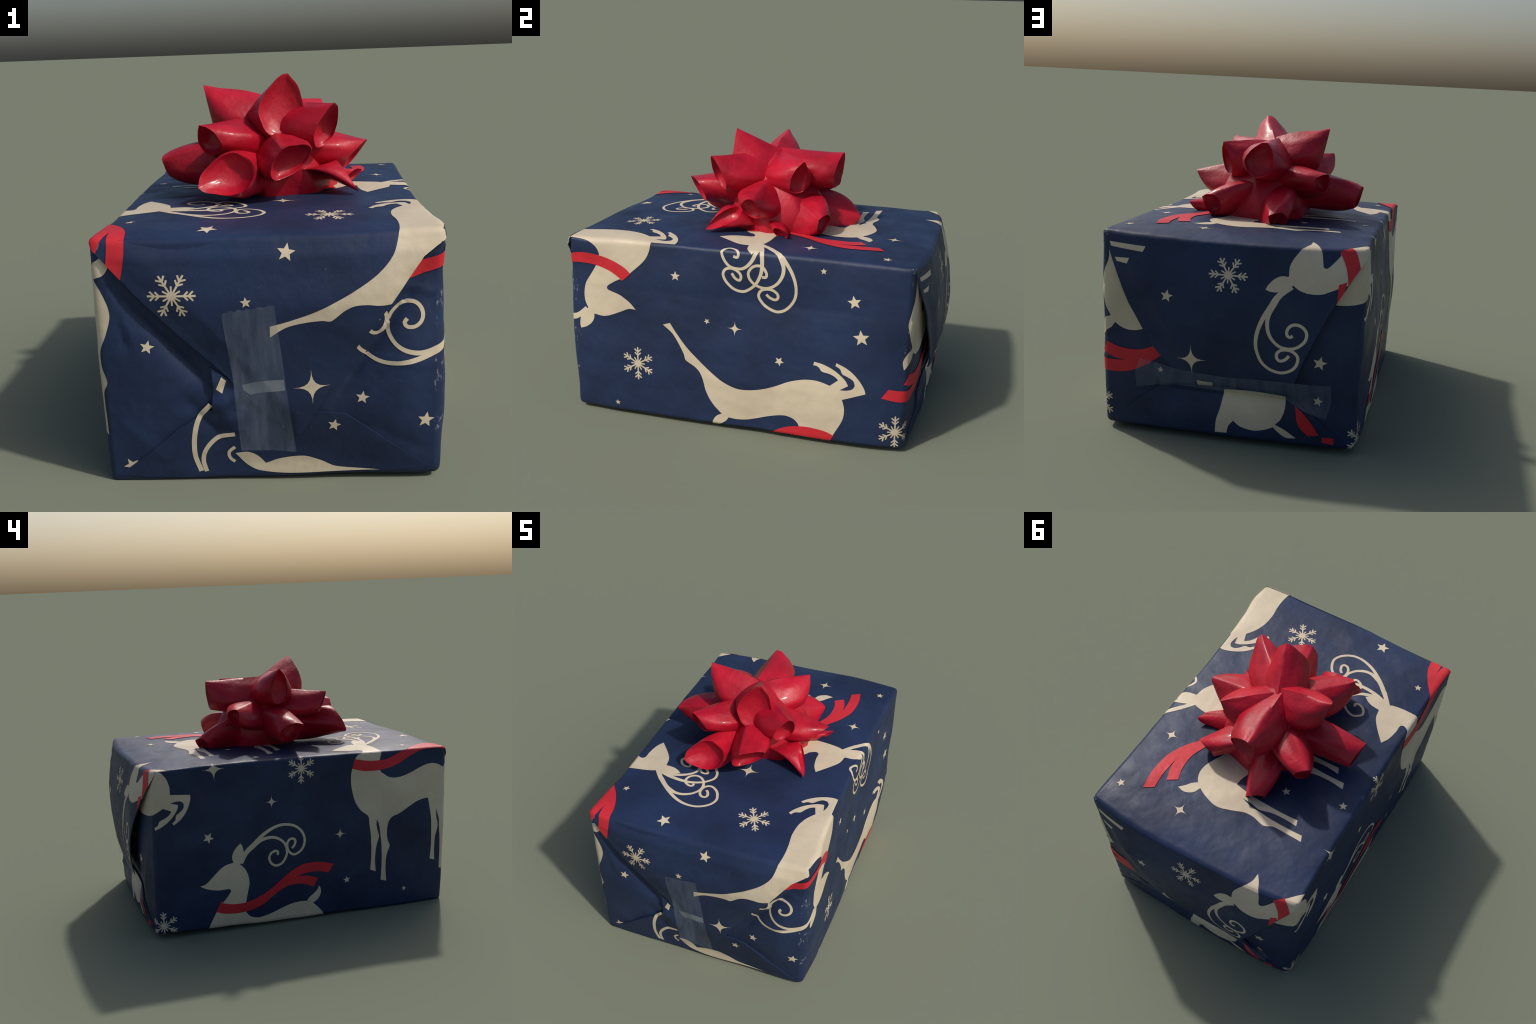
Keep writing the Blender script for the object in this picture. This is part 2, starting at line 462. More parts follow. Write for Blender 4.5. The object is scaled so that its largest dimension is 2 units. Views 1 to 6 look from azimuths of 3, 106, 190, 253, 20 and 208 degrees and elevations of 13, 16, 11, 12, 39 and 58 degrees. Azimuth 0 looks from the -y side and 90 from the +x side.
LEAPER_SCARF = [
    (0.025, 0.057), (0.063, 0.045), (0.106, 0.037), (0.150, 0.036), (0.188, 0.040), (0.238, 0.054), (0.299, 0.081),
    (0.355, 0.119), (0.411, 0.163), (0.467, 0.203), (0.524, 0.229), (0.581, 0.239), (0.650, 0.236), (0.740, 0.213),
    (0.705, 0.161), (0.656, 0.175), (0.610, 0.179), (0.552, 0.176), (0.490, 0.159), (0.524, 0.163), (0.576, 0.158),
    (0.638, 0.134), (0.608, 0.084), (0.559, 0.106), (0.502, 0.115), (0.456, 0.113), (0.405, 0.094), (0.355, 0.061),
    (0.299, 0.020), (0.243, -0.006), (0.183, -0.019), (0.133, -0.023), (0.079, -0.020), (0.035, -0.012), (-0.002, 0.003)]
STANDER_SCARF = [
    (0.021, 0.057), (0.077, 0.045), (0.129, 0.038), (0.182, 0.038), (0.243, 0.046), (0.304, 0.072), (0.373, 0.108),
    (0.447, 0.160), (0.532, 0.200), (0.600, 0.212), (0.690, 0.212), (0.781, 0.194), (0.747, 0.143), (0.705, 0.149),
    (0.645, 0.153), (0.545, 0.148), (0.610, 0.140), (0.679, 0.115), (0.645, 0.064), (0.583, 0.084), (0.497, 0.088),
    (0.440, 0.075), (0.364, 0.042), (0.311, 0.012), (0.242, -0.009), (0.182, -0.020), (0.092, -0.020), (0.047, -0.012),
    (-0.002, 0.002)]
LEAPER_ANTLERS = [
    [(0.150, 0.290), (0.190, 0.358), (0.229, 0.394), (0.279, 0.437), (0.334, 0.471), (0.389, 0.490), (0.439, 0.491),
     (0.489, 0.477), (0.528, 0.444), (0.548, 0.398), (0.544, 0.354), (0.523, 0.321), (0.489, 0.304), (0.464, 0.311),
     (0.444, 0.335), (0.438, 0.371), (0.450, 0.397), (0.472, 0.403), (0.489, 0.391), (0.486, 0.366), (0.469, 0.343)],
    [(0.150, 0.288), (0.184, 0.345), (0.228, 0.381), (0.267, 0.409), (0.306, 0.422), (0.350, 0.423), (0.389, 0.409),
     (0.422, 0.379), (0.436, 0.339), (0.433, 0.301), (0.410, 0.262), (0.377, 0.247), (0.349, 0.256), (0.330, 0.280),
     (0.327, 0.307), (0.341, 0.330), (0.366, 0.339), (0.381, 0.329), (0.377, 0.312)]]
STANDER_ANTLERS = [
    [(0.160, 0.278), (0.228, 0.330), (0.291, 0.391), (0.340, 0.450), (0.370, 0.500), (0.388, 0.555), (0.389, 0.610),
     (0.371, 0.655), (0.339, 0.690), (0.302, 0.705), (0.265, 0.699), (0.224, 0.677), (0.197, 0.642), (0.199, 0.615),
     (0.222, 0.595), (0.263, 0.592), (0.293, 0.610), (0.297, 0.633), (0.281, 0.644), (0.253, 0.635), (0.236, 0.620)],
    [(0.228, 0.330), (0.285, 0.390), (0.310, 0.435), (0.322, 0.472), (0.317, 0.513), (0.292, 0.556), (0.252, 0.583),
     (0.209, 0.587), (0.168, 0.571), (0.143, 0.543), (0.139, 0.513), (0.159, 0.484), (0.189, 0.473), (0.216, 0.481),
     (0.234, 0.509), (0.231, 0.529), (0.211, 0.531)],
    [(0.160, 0.278), (0.193, 0.360), (0.206, 0.420), (0.209, 0.478), (0.201, 0.526), (0.175, 0.577), (0.134, 0.612),
     (0.100, 0.621), (0.059, 0.610), (0.021, 0.577), (0.004, 0.541), (0.014, 0.513), (0.044, 0.503), (0.078, 0.513),
     (0.099, 0.537), (0.093, 0.562), (0.069, 0.554), (0.050, 0.529)],
    [(0.160, 0.278), (0.178, 0.360), (0.172, 0.410), (0.151, 0.458), (0.118, 0.492), (0.085, 0.502), (0.037, 0.494),
     (0.005, 0.460), (-0.008, 0.422), (0.004, 0.394), (0.029, 0.374), (0.065, 0.390), (0.081, 0.420), (0.076, 0.443),
     (0.055, 0.439)]]


def star(r, turn):
    return [((r if k % 2 == 0 else 0.44 * r) * math.cos(turn + k * math.pi / 5),
             (r if k % 2 == 0 else 0.44 * r) * math.sin(turn + k * math.pi / 5)) for k in range(10)]


def sparkle(r, turn):
    out = []
    for k in range(4):
        for t in np.linspace(0, 1, 7)[:-1]:
            # concave arc between two points of the sparkle
            x, y = r * (1 - t) ** 2.2, r * t ** 2.2
            a = turn + k * math.pi / 2
            out.append((x * math.cos(a) - y * math.sin(a), x * math.sin(a) + y * math.cos(a)))
    return out


def snowflake(r, turn):
    """Stroke list of a six-armed snowflake: arms, paired barbs and a rayed hub."""
    lines = []
    pol = lambda d, a: (d * math.cos(a), d * math.sin(a))
    for k in range(6):
        a = turn + k * math.pi / 3
        lines.append(([(0, 0), pol(r, a)], 0.085 * r))
        for d, l in ((0.50, 0.22), (0.70, 0.24)):
            for s in (-1, 1):
                p = pol(d * r, a)
                q = pol(l * r * 1.15, a + s * 0.80)
                lines.append(([p, (p[0] + q[0], p[1] + q[1])], 0.080 * r))
        lines.append(([(0, 0), pol(0.42 * r, a + math.pi / 6)], 0.075 * r))
    lines.append(([pol(0.10 * r, t) for t in np.linspace(0, 2 * math.pi, 13)], 0.20 * r))
    return lines


def smooth_line(pts, step=0.006):
    """Catmull-Rom curve through control points."""
    p = np.array(pts, float)
    if len(p) < 3:
        n = max(2, int(np.linalg.norm(p[1] - p[0]) / step) + 1)
        return p[0] + (p[1] - p[0]) * np.linspace(0, 1, n)[:, None]
    p = np.concatenate([[2 * p[0] - p[1]], p, [2 * p[-1] - p[-2]]])
    out = []
    for i in range(1, len(p) - 2):
        n = max(2, int(np.linalg.norm(p[i + 1] - p[i]) / step) + 1)
        t = np.linspace(0, 1, n)[:-1, None]
        out.append(0.5 * (2 * p[i] + (p[i + 1] - p[i - 1]) * t + (2 * p[i - 1] - 5 * p[i] + 4 * p[i + 1] - p[i + 2]) * t ** 2
                          + (3 * p[i] - p[i - 1] - 3 * p[i + 1] + p[i + 2]) * t ** 3))
    out.append(p[-2][None])
    return np.concatenate(out)


def smooth_outline(pts, step=0.010):
    """Closed curve: rounded through gentle bends, sharp at real corners."""
    p = np.array(pts, float)
    n = len(p)
    out = []

    def corner(i):
        a, b = p[i] - p[i - 1], p[(i + 1) % n] - p[i]
        c = (a @ b) / max(np.linalg.norm(a) * np.linalg.norm(b), 1e-9)
        return c < 0.62
    for i in range(n):
        j = (i + 1) % n
        a, b = p[i], p[j]
        ta = (b - a) if corner(i) else 0.5 * (p[j] - p[i - 1])
        tb = (b - a) if corner(j) else 0.5 * (p[(j + 1) % n] - p[i])
        lim = np.linalg.norm(b - a)
        ta, tb = (v * min(1.0, lim / max(np.linalg.norm(v), 1e-9)) for v in (ta, tb))
        k = max(1, int(np.ceil(lim / step)))
        for t in np.arange(k) / k:
            h = (2 * t ** 3 - 3 * t ** 2 + 1) * a + (t ** 3 - 2 * t ** 2 + t) * ta + (-2 * t ** 3 + 3 * t ** 2) * b + (t ** 3 - t ** 2) * tb
            out.append(tuple(h))
    return out


# ---- where the paper goes: each print chart unrolls over the carton's edges
def tuck_lift(a, b):
    return 0.001 + 0.011 * np.clip((np.asarray(b) + 0.474) / 0.2, 0, 1)


LAYER = {
    "front_flap": lambda a, b, h: flap_surf("front", a, b, h), "back_flap": lambda a, b, h: flap_surf("back", a, b, h),
    "front_tuck": lambda a, b, h: surf("front", a, b, tuck_lift(a, b) + h), "back_tuck": lambda a, b, h: surf("back", a, b, tuck_lift(a, b) + h),
    "front_lump": lambda a, b, h: surf("front", a, b, lump_lift(a, b) + h),
}
for _f in ("top", "bottom", "front", "back", "left", "right"):
    LAYER[_f] = lambda a, b, h, f=_f: surf(f, a, b, h)


def lump_lift(a, b):
    return 0.014 + 0.006 * np.sin(38 * np.asarray(a) + 22 * np.asarray(b)) + 0.004 * np.sin(70 * np.asarray(b) - 31 * np.asarray(a))


def box(x0, x1, y0, y1):
    return [(x0, y0), (x1, y0), (x1, y1), (x0, y1)]


BIG = 1.5
SIDE, TOPB = box(-HY, HY, -HZ, HZ), box(-HY, HY, HZ, HZ + 2 * HX)
# chart -> {pass: (clip outline in chart, chart->layer coordinates, layer)}
CHART = {
    "right": {
        "main": (SIDE, lambda u, v: (u, v), "right"),
        "top": (TOPB, lambda u, v: (HX - (v - HZ), u), "top"),
        "flap": ([(-HY - (HZ - z), HZ + HX - x) for x, z in FRONT_FLAP], lambda u, v: (HX - (v - HZ), HZ + HY + u), "front_flap"),
        "front": (box(-HY - BIG, -HY, -HZ, HZ), lambda u, v: (HX + HY + u, v), "front"),
        "back": (box(HY, HY + 0.55, -HZ, HZ), lambda u, v: (HX + HY - u, v), "back")},
    "left": {
        "main": (SIDE, lambda u, v: (-u, v), "left"),
        "top": (TOPB, lambda u, v: (-HX + (v - HZ), -u), "top"),
        "flap": ([(HY + (HZ - z), HZ + HX + x) for x, z in FRONT_FLAP], lambda u, v: (-HX + (v - HZ), HZ + HY - u), "front_flap"),
        "front": (box(HY, HY + 0.6, -HZ, HZ), lambda u, v: (-HX - HY + u, v), "front"),
        "back": (box(-HY - 0.6, -HY, -HZ, HZ), lambda u, v: (-HX - HY - u, v), "back")},
    "top": {
        "main": (box(-HX, HX, -HY, HY), lambda u, v: (u, v), "top"),
        "flap": ([(x, HY + (HZ - z)) for x, z in BACK_FLAP], lambda u, v: (u, HZ + HY - v), "back_flap")},
}
for _n, _c in (("front_flap", FRONT_FLAP), ("back_flap", BACK_FLAP)):
    CHART[_n] = {"main": (_c, lambda u, v: (u, v), _n)}
for _n in ("front", "back", "front_tuck", "back_tuck", "front_lump"):
    CHART[_n] = {"main": (box(-HX, HX, -HZ, HZ), lambda u, v: (u, v), _n)}
OWNER = {"front_flap": flap_objects["front"], "back_flap": flap_objects["back"],
         "front_tuck": flap_objects["front_tuck"], "back_tuck": flap_objects["back_tuck"]}


def inside(poly, g):
    arr, hit = np.array(poly), np.zeros(len(g), bool)
    for i in range(len(arr)):
        p, q = arr[i - 1], arr[i]
        with np.errstate(divide="ignore", invalid="ignore"):
            xs = (q[0] - p[0]) * (g[:, 1] - p[1]) / (q[1] - p[1]) + p[0]
        hit ^= ((p[1] > g[:, 1]) != (q[1] > g[:, 1])) & (g[:, 0] < xs)
    return hit


def lay(name, chart, passname, flat, faces, mat, lift):
    """Put flat print triangles/quads on the paper surface."""
    _, to_layer, layer = CHART[chart][passname]
    if not faces:
        return
    used = sorted({i for f in faces for i in f})
    at = {k: n for n, k in enumerate(used)}
    a, b = to_layer(flat[used, 0], flat[used, 1])
    v = LAYER[layer](a, b, lift)
    f = [[at[i] for i in t] for t in faces]
    up = LAYER[layer](a, b, lift + 0.01) - v
    n = np.cross(v[f[0][1]] - v[f[0][0]], v[f[0][2]] - v[f[0][0]])
    if n @ up[f[0][0]] < 0:
        f = [t[::-1] for t in f]
    make_object(name, v, f, [mat], OWNER.get(layer, paper))


def print_shape(name, outline, chart, passname, mat, lift=0.0014, step=0.011):
    clip = refine(CHART[chart][passname][0], 0.03)
    n = len(outline)
    g, f = fill_outline(outline, step)
    if not inside(clip, g).all():
        extra = g[n:]
        if len(extra):
            extra = extra[inside(clip, extra)]
        m = len(clip)
        pts = [Vector(p) for p in outline] + [Vector(p) for p in clip] + [Vector(p) for p in extra]
        ring = [(i, (i + 1) % n) for i in range(n)] + [(n + i, n + (i + 1) % m) for i in range(m)]
        v, _, f, *_ = delaunay_2d_cdt(pts, ring, [], 0, 1e-6)
        g = np.array([tuple(p) for p in v])
        tri = [list(t) for t in f]
        if not tri:
            return
        mid = np.array([g[t].mean(0) for t in tri])
        ok = inside(outline, mid) & inside(clip, mid)
        f = [t for t, k in zip(tri, ok) if k]
    lay(name, chart, passname, g, f, mat, lift)


def print_strokes(name, strokes, chart, passname, mat, lift=0.0013):
    clip = CHART[chart][passname][0]
    verts, faces = [], []
    for pts, width in strokes:
        c = smooth_line(pts)
        t = np.gradient(c, axis=0)
        nrm = np.stack([-t[:, 1], t[:, 0]], 1) / np.maximum(np.linalg.norm(t, axis=1), 1e-9)[:, None]
        w = np.full(len(c), width / 2) if not isinstance(width, tuple) else np.interp(np.linspace(0, 1, len(c)), (0, 0.12, 0.45, 1), (0.6 * width[0], width[0] / 2, width[1] / 2, width[1] / 2))
        base = len(verts)
        for k in range(len(c)):
            verts += [tuple(c[k] + nrm[k] * w[k]), tuple(c[k] - nrm[k] * w[k])]
        for k in range(len(c) - 1):
            i = base + 2 * k
            faces.append([i, i + 1, i + 3, i + 2])
    g = np.array(verts)
    mid = np.array([g[f].mean(0) for f in faces])
    ok = inside(clip, mid)
    lay(name, chart, passname, g, [f for f, k in zip(faces, ok) if k], mat, lift)


def place(pts, m, o, mirror):
    z = np.array([complex(x, -y if mirror else y) for x, y in pts]) * m + complex(*o)
    return [(float(w.real), float(w.imag)) for w in z]


def print_deer(kind, chart, passes, m, o, mirror=False, antlers=True, collar=True):
    body, scarf, horns = ((LEAPING_DEER, LEAPER_SCARF, LEAPER_ANTLERS) if kind == "leaping" else
                          (STANDING_DEER, STANDER_SCARF, STANDER_ANTLERS))
    for ps in passes:
        print_shape("deer_print", place(smooth_outline(body), m, o, mirror), chart, ps, CREAM)
        if collar:
            print_shape("scarf_print", place(smooth_outline(scarf), m, o, mirror), chart, ps, SCARLET, 0.0030)
        if antlers:
            print_strokes("antler_print", [(place(h, m, o, mirror), (0.024, 0.0145)) for h in horns], chart, ps, CREAM)


print_deer("standing", "left", ("main", "top", "flap", "front"), 0.985, (0.290, 0.395))
print_deer("leaping", "left", ("main",), complex(0.985, 0.008), (-0.558, -0.381))
print_deer("leaping", "right", ("main",), complex(-1.000, 0.012), (0.548, -0.440), antlers=False)
print_deer("standing", "right", ("main", "top"), complex(0.990, -0.015), (-0.050, 0.890), mirror=True)
print_deer("leaping", "right", ("main", "top", "flap", "front"), complex(-0.954, 0.365), (-0.561, 0.311))
print_deer("standing", "right", ("main", "back"), -1.0, (1.566, -0.003), antlers=False)
print_deer("leaping", "top", ("flap", "main"), complex(-0.1988, 0.9752), (-0.542, 0.889), mirror=True)
print_deer("leaping", "left", ("main", "back"), complex(-0.870, -0.275), (-0.903, 0.512), mirror=True, antlers=False, collar=False)

# small motifs: kind, chart, centre, radius, turn in degrees
SMALL = [
    ("snowflake", "front_flap", -0.345, 0.272, 0.088, 0), ("star", "front_flap", 0.068, 0.421, 0.034, 80),
    ("star", "front_flap", -0.080, 0.245, 0.021, 95), ("sparkle", "front_flap", 0.148, -0.090, 0.070, 92),
    ("star", "front", 0.334, -0.153, 0.026, 81), ("star", "front_tuck", 0.228, -0.258, 0.026, 76), ("star", "front", 0.570, -0.256, 0.033, 80),
    ("star", "front", -0.452, 0.071, 0.027, 75), ("star", "front", -0.546, -0.412, 0.032, 45),
    ("star", "top", -0.218, -0.824, 0.040, 132), ("star", "top", -0.528, -0.665, 0.022, 150), ("snowflake", "top", 0.230, -0.650, 0.092, 116),
    ("sparkle", "top", 0.046, -0.265, 0.066, 93), ("sparkle", "top", 0.487, 0.363, 0.046, -91), ("sparkle", "top", 0.181, 0.731, 0.045, -95),
    ("star", "top", 0.544, 0.755, 0.024, -46), ("star", "top", -0.237, 0.357, 0.025, -56), ("star", "top", -0.543, 0.280, 0.026, -64),
    ("sparkle", "left", -0.558, 0.463, 0.068, -88), ("snowflake", "left", -0.031, 0.425, 0.088, 88), ("sparkle", "left", -0.219, 0.247, 0.040, 90),
    ("sparkle", "left", 0.204, 0.016, 0.040, 91), ("star", "left", -0.602, 0.073, 0.033, 61), ("star", "left", 0.254, -0.275, 0.023, 97),
    ("star", "left", 0.637, -0.374, 0.0165, 91), ("snowflake", "left", -0.864, -0.433, 0.086, 92),
    ("star", "right", -0.313, 0.319, 0.027, 90), ("star", "right", 0.465, 0.425, 0.017, 94), ("star", "right", 0.625, 0.285, 0.036, 102),
    ("star", "right", 0.669, 0.106, 0.043, 99), ("star", "right", 0.252, -0.074, 0.026, -82), ("star", "right", -0.141, 0.093, 0.0165, -97),
    ("star", "right", -0.658, -0.434, 0.0165, 89), ("sparkle", "right", 0.011, 0.071, 0.042, 90), ("snowflake", "right", -0.527, -0.186, 0.092, 90),
    ("snowflake", "right", 0.861, -0.384, 0.090, 91), ("snowflake", "back_flap", 0.002, 0.325, 0.090, -59), ("star", "back_flap", 0.285, 0.206, 0.031, 99),
    ("sparkle", "back_flap", 0.165, -0.091, 0.075, 89), ("star", "back", -0.438, -0.064, 0.035, 101), ("star", "back", -0.439, -0.253, 0.026, 97),
    ("star", "back", 0.340, -0.301, 0.031, 95), ("star", "back", 0.333, -0.177, 0.017, 96),
]
for kind, chart, x, y, r, turn in SMALL:
    t = math.radians(turn)
    passes = ["main"]
    if chart in ("left", "right"):
        passes += ["top"] if y + r > HZ - 0.001 else []
        passes += ["back"] if abs(x) + r > HY else []
    for ps in passes:
        if kind == "snowflake":
            print_strokes("snowflake_print", [([(x + p[0], y + p[1]) for p in line], w) for line, w in snowflake(r, t)], chart, ps, CREAM)
        else:
            shape = star(r, t) if kind == "star" else sparkle(r, t)
            print_shape(kind + "_print", [(x + p[0], y + p[1]) for p in shape], chart, ps, CREAM, step=0.02)

# odd pieces of further deer that show on the tucked paper at both ends
FADED = print_paper("taped_print", (0.20, 0.225, 0.25), (0.16, 0.19, 0.22), (0.3, 0.3, 0.32), 0.3)
lump = [(-0.224, -0.015), (-0.160, -0.060), (-0.080, -0.120), (-0.060, -0.26), (-0.147, -0.273), (-0.190, -0.262), (-0.218, -0.229), (-0.227, -0.173), (-0.216, -0.087)]
OWNER["front_lump"] = sheet("tucked_flap", lump, lambda a, b: surf("front", a, b, lump_lift(a, b)), lambda a, b: surf("front", a, b, -0.002), [NAVY], gift, 0.012)
PIECES = [
    ("deer_print", "back_flap", CREAM, [(0.583, 0.431), (0.399, 0.427), (0.412, 0.399), (0.575, 0.409)]),
    ("deer_print", "back_flap", CREAM, [(0.553, 0.359), (0.477, 0.363), (0.489, 0.335), (0.543, 0.341)]),
    ("scarf_print", "back_flap", SCARLET, [(-0.535, 0.330), (-0.500, 0.318), (-0.498, 0.205), (-0.520, 0.262)]),
    ("deer_print", "back_tuck", CREAM, [(0.013, -0.240), (-0.127, -0.235), (-0.285, -0.245), (-0.284, -0.310), (-0.266, -0.362), (-0.240, -0.390),
        (-0.292, -0.414), (-0.345, -0.448), (-0.294, -0.450), (-0.253, -0.424), (-0.231, -0.404), (-0.189, -0.422), (-0.133, -0.432),
        (-0.067, -0.418), (-0.034, -0.393), (-0.010, -0.424), (-0.003, -0.459), (0.056, -0.461), (0.051, -0.398), (0.032, -0.337)]),
    ("scarf_print", "back_tuck", SCARLET, [(-0.334, -0.285), (-0.366, -0.310), (-0.408, -0.352), (-0.454, -0.420), (-0.404, -0.430), (-0.362, -0.393), (-0.344, -0.353)]),
    ("scarf_print", "back", SCARLET, [(-0.464, -0.380), (-0.521, -0.425), (-0.526, -0.465), (-0.471, -0.455)]),
    ("deer_print", "front_tuck", CREAM, [(-0.150, -0.370), (-0.102, -0.366), (-0.065, -0.384), (-0.035, -0.418), (0.022, -0.398), (0.110, -0.390),
        (0.172, -0.411), (0.234, -0.442), (0.40, -0.462), (0.071, -0.464), (-0.055, -0.450), (-0.105, -0.423)]),
    ("deer_print", "front_lump", CREAM, [(-0.185, -0.050), (-0.168, -0.065), (-0.185, -0.116), (-0.208, -0.099)]),
    ("deer_print", "front_flap", FADED, [(-0.111, -0.081), (-0.037, -0.063), (0.047, -0.057), (0.050, -0.100), (-0.039, -0.110), (-0.095, -0.125)]),
]
for name, chart, mat, outline in PIECES:
    print_shape(name, smooth_outline(outline), chart, "main", mat, 0.0034 if mat is SCARLET else 0.0014)
print_strokes("antler_print", [([(-0.232, -0.160), (-0.277, -0.213), (-0.300, -0.289), (-0.304, -0.373), (-0.285, -0.445)], 0.019),
                               ([(-0.147, -0.287), (-0.211, -0.299), (-0.258, -0.346), (-0.274, -0.396), (-0.265, -0.447)], 0.017),
                               ([(-0.150, -0.343), (-0.173, -0.364), (-0.171, -0.390), (-0.153, -0.408)], 0.013)],
              "front_tuck", "main", CREAM)


# ------------------------------------------------------------------ sticky tape
def strip_lift(face, a, b):
    """The tape lies on the flap where there is one and slopes down below it."""
    a, b = np.asarray(a, float), np.asarray(b, float)
    return np.maximum(LIFT[face](a, b), 0.0245 if face == "front" else 0.016) + 0.0035


FRONT_TAPE = [(-0.169, 0.200), (-0.160, 0.209), (-0.150, 0.207), (-0.138, 0.217), (-0.122, 0.211), (-0.108, 0.220), (-0.090, 0.216), (-0.074, 0.223), (-0.056, 0.221), (-0.038, 0.228), (-0.018, 0.225), (0.002, 0.232), (0.0215, 0.231), (0.050, -0.05), (0.083, -0.362), (0.0, -0.352), (-0.1, -0.350), (-0.125, -0.350), (-0.141, -0.05)]
BACK_TAPE = [(0.425, -0.120), (0.375, -0.125), (0.225, -0.155), (0.0, -0.165), (-0.25, -0.160), (-0.50, -0.160), (-0.505, -0.25), (-0.485, -0.330),
             (-0.38, -0.300), (-0.284, -0.255), (0.034, -0.245), (0.250, -0.240), (0.35, -0.25), (0.450, -0.270), (0.455, -0.19)]
for face, outline in (("front", FRONT_TAPE), ("back", BACK_TAPE)):
    sheet("sticky_tape", outline, lambda a, b, face=face: surf(face, a, b, strip_lift(face, a, b)),
          lambda a, b, face=face: surf(face, a, b, strip_lift(face, a, b) - 0.0015), [TAPE], gift, 0.02)

# ------------------------------------------------------------------ star bow
BOW_AXIS = np.array([-0.012, 0.020, 0.0])


def unit(v):
    return v / max(np.linalg.norm(v), 1e-9)


def ribbon_loop(tip, mouth, width, root_z, root_h=0.125, root_w=0.110, girth=0.115, belly=1.0, pinch=0.55, deep=0.86, seed=0):
    """One loop of the bow: a ribbon rolled into a cone from the bow's middle,
    opening in a slanted mouth whose long side ends in a point (the tip)."""
    rng = np.random.RandomState(seed)
    tip, mouth = np.array(tip, float), np.array(mouth, float)
    root = BOW_AXIS + np.array([0, 0, root_z])
    center = (tip + mouth) / 2
    root = root + 0.10 * (center - root) * np.array([1, 1, 0])
    along = unit(center - root)
    e1 = (tip - mouth) / 2
    e2 = unit(np.cross(e1, along)) * width / 2
    up = np.array([0, 0, 1.0])
    r1 = up - along * (up @ along)
    r1 = unit(r1 + 0.6 * (unit(e1) - along * (unit(e1) @ along))) * root_h
    r2 = unit(np.cross(r1, along))
    if r2 @ e2 < 0:
        r2 = -r2
    r2 = r2 * root_w
    rings, around = 22, 40
    th = np.linspace(0, 2 * np.pi, around, endpoint=False)
    rim_x = np.cos(th)
    rim_y = np.sin(th) * np.abs(np.sin(th / 2)) ** pinch
    rim_y = rim_y / rim_y.max()
    ph = rng.uniform(0, 6.28, 6)

    def ring(t, shrink=1.0):
        s = t ** 0.95
        c = root + (center - root) * t
        a1 = r1 * (1 - s) + e1 * s
        a2 = r2 * (1 - s) + e2 * s
        a2 = a2 + unit(e2) * max(0.0, girth - 0.5 * (root_w + width / 2)) * 4 * t ** 1.3 * (1 - t) ** 0.8
        round_ = 1 - t ** 1.1                      # round at the root, tear-shaped at the rim
        flat = 1 / (np.abs(np.cos(th)) + np.abs(np.sin(th)))     # creased, diamond section
        x = np.cos(th) * (1 - 0.55 * round_ + 0.55 * round_ * flat)
        lens = np.sin(th) * (0.45 + 0.55 * flat) * 1.12
        y = lens * round_ + rim_y * (1 - round_)
        swell = 1 + 0.07 * 0.4 * belly * np.sin(np.pi * t ** 0.9)
        wob = 1 + 0.030 * np.sin(2 * th + ph[0] + 5 * t) + 0.022 * np.sin(5 * th + ph[1] - 7 * t) * t + 0.012 * np.sin(9 * th + ph[2] + 5 * t)
        k = shrink * swell * wob
        return c + (np.outer(x * k, a1) + np.outer(y * k, a2))

    secs = [ring(t) for t in np.linspace(0.0, 1.0, rings)]
    rim = secs[-1]
    inner = []
    for t in np.linspace(0.99, deep, 6):
        f = (t - deep) / (1 - deep)
        inner.append(ring(t, 0.95 - 0.55 * (1 - f) ** 1.5))
    allr = secs + inner
    verts = np.concatenate(allr + [secs[0].mean(0)[None], inner[-1].mean(0)[None]])
    faces = []
    for i in range(len(allr) - 1):
        for j in range(around):
            k = (j + 1) % around
            faces.append([i * around + j, i * around + k, (i + 1) * around + k, (i + 1) * around + j])
    a, b = len(verts) - 2, len(verts) - 1
    last = (len(allr) - 1) * around
    for j in range(around):
        k = (j + 1) % around
        faces.append([j, a, k])
        faces.append([last + j, last + k, b])
    return verts, faces


bow = bpy.data.objects.new("star_bow", None)
bpy.context.scene.collection.objects.link(bow)
bow.parent = gift

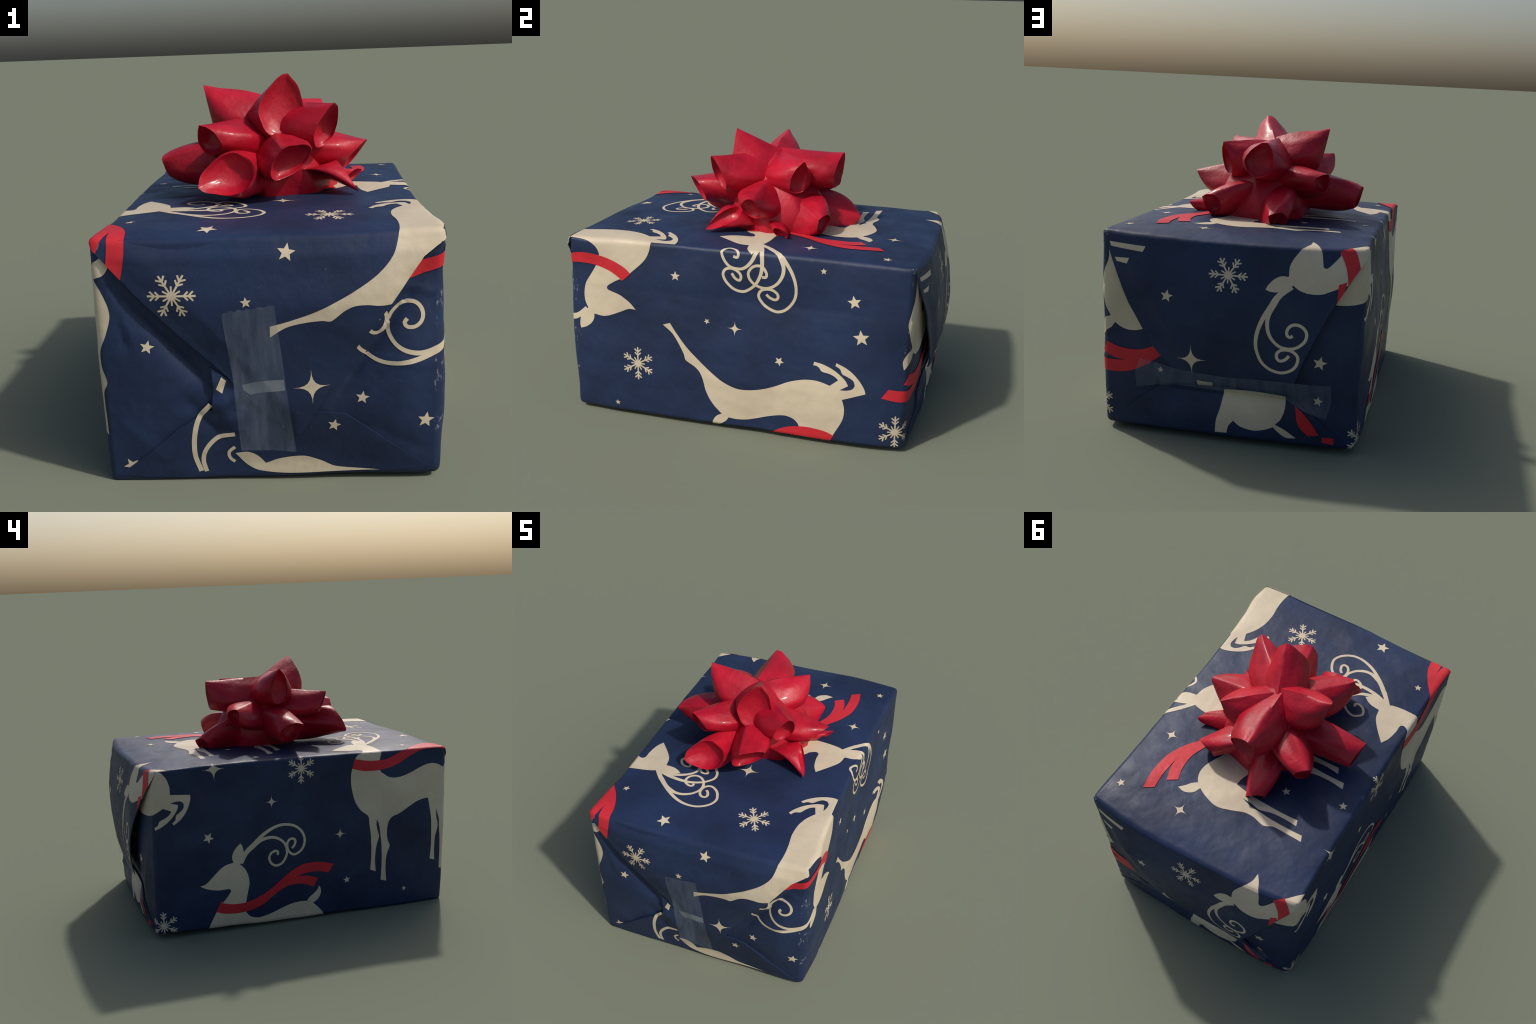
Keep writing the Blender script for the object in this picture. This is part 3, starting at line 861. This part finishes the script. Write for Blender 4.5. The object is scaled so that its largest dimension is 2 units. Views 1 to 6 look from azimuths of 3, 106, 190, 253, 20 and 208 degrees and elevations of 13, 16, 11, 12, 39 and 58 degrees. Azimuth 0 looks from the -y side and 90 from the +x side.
# tip, short side of the mouth, mouth width, height of the root
LOOPS = [
    dict(tip=(0.080, -0.180, 1.504), mouth=(0.030, -0.222, 1.245), width=0.200, girth=0.115, root_z=1.28),
    dict(tip=(-0.303, 0.007, 1.467), mouth=(-0.255, 0.000, 1.245), width=0.110, girth=0.120, root_z=1.28),
    dict(tip=(-0.035, 0.396, 1.396), mouth=(0.030, 0.365, 1.215), width=0.150, girth=0.120, root_z=1.27),
    dict(tip=(0.227, 0.240, 1.376), mouth=(0.200, 0.190, 1.195), width=0.100, girth=0.120, root_z=1.26),
    dict(tip=(0.277, -0.257, 1.384), mouth=(0.209, -0.204, 1.190), width=0.120, girth=0.115, root_z=1.25),
    dict(tip=(0.430, 0.021, 1.199), mouth=(0.315, -0.025, 1.080), width=0.110, girth=0.130, root_z=1.16),
    dict(tip=(-0.295, -0.292, 1.309), mouth=(-0.226, -0.275, 1.180), width=0.110, girth=0.120, root_z=1.20),
    dict(tip=(0.055, -0.456, 1.216), mouth=(0.108, -0.345, 1.108), width=0.200, girth=0.125, root_z=1.16),
    dict(tip=(0.372, -0.250, 1.002), mouth=(0.286, -0.080, 1.115), width=0.075, girth=0.120, root_z=1.07),
    dict(tip=(-0.297, -0.424, 1.060), mouth=(-0.070, -0.378, 1.150), width=0.170, girth=0.125, root_z=1.07),
    dict(tip=(-0.496, -0.070, 1.147), mouth=(-0.470, 0.072, 1.075), width=0.090, girth=0.120, root_z=1.14),
    dict(tip=(-0.345, 0.291, 1.241), mouth=(-0.292, 0.322, 1.165), width=0.090, girth=0.125, root_z=1.16),
    dict(tip=(-0.080, 0.494, 1.038), mouth=(-0.160, 0.430, 0.996), width=0.080, girth=0.160, root_z=1.08),
    dict(tip=(0.304, 0.346, 1.092), mouth=(0.198, 0.365, 1.030), width=0.110, girth=0.140, root_z=1.10),
    dict(tip=(0.412, 0.203, 1.036), mouth=(0.330, 0.120, 1.000), width=0.080, girth=0.080, root_z=1.03, root_h=0.04),
]
for k, spec in enumerate(LOOPS):
    v, f = ribbon_loop(seed=k + 3, **spec)
    ob = make_object("ribbon_loop", v, f, [RIBBON], bow)
    ob.data.set_sharp_from_angle(angle=math.radians(50))

# folded ribbon heart that the loops spring from
core_v, core_f = [], []
N_A, N_R = 112, 24
for i in range(N_R + 1):
    t = i / N_R
    z = 0.965 + 0.43 * t
    r = 0.235 * (1 - t ** 2.6) ** 0.7 * (1.0 + 0.08 * math.sin(math.pi * min(1, t * 1.6)))
    for j in range(N_A):
        a = 2 * math.pi * j / N_A
        q = r * (1 + 0.10 * (1 - abs(math.sin(3.5 * a + 2.2 * t))) - 0.03)   # pleated ribbon
        core_v.append((BOW_AXIS[0] + 0.05 * (1 - t) + q * math.cos(a), BOW_AXIS[1] + 0.06 * (1 - t) + q * math.sin(a), z))
for i in range(N_R):
    for j in range(N_A):
        k = (j + 1) % N_A
        core_f.append([i * N_A + j, i * N_A + k, (i + 1) * N_A + k, (i + 1) * N_A + j])
core_f.append(list(range(N_A))[::-1])
make_object("bow_knot", core_v, core_f, [RIBBON], bow)
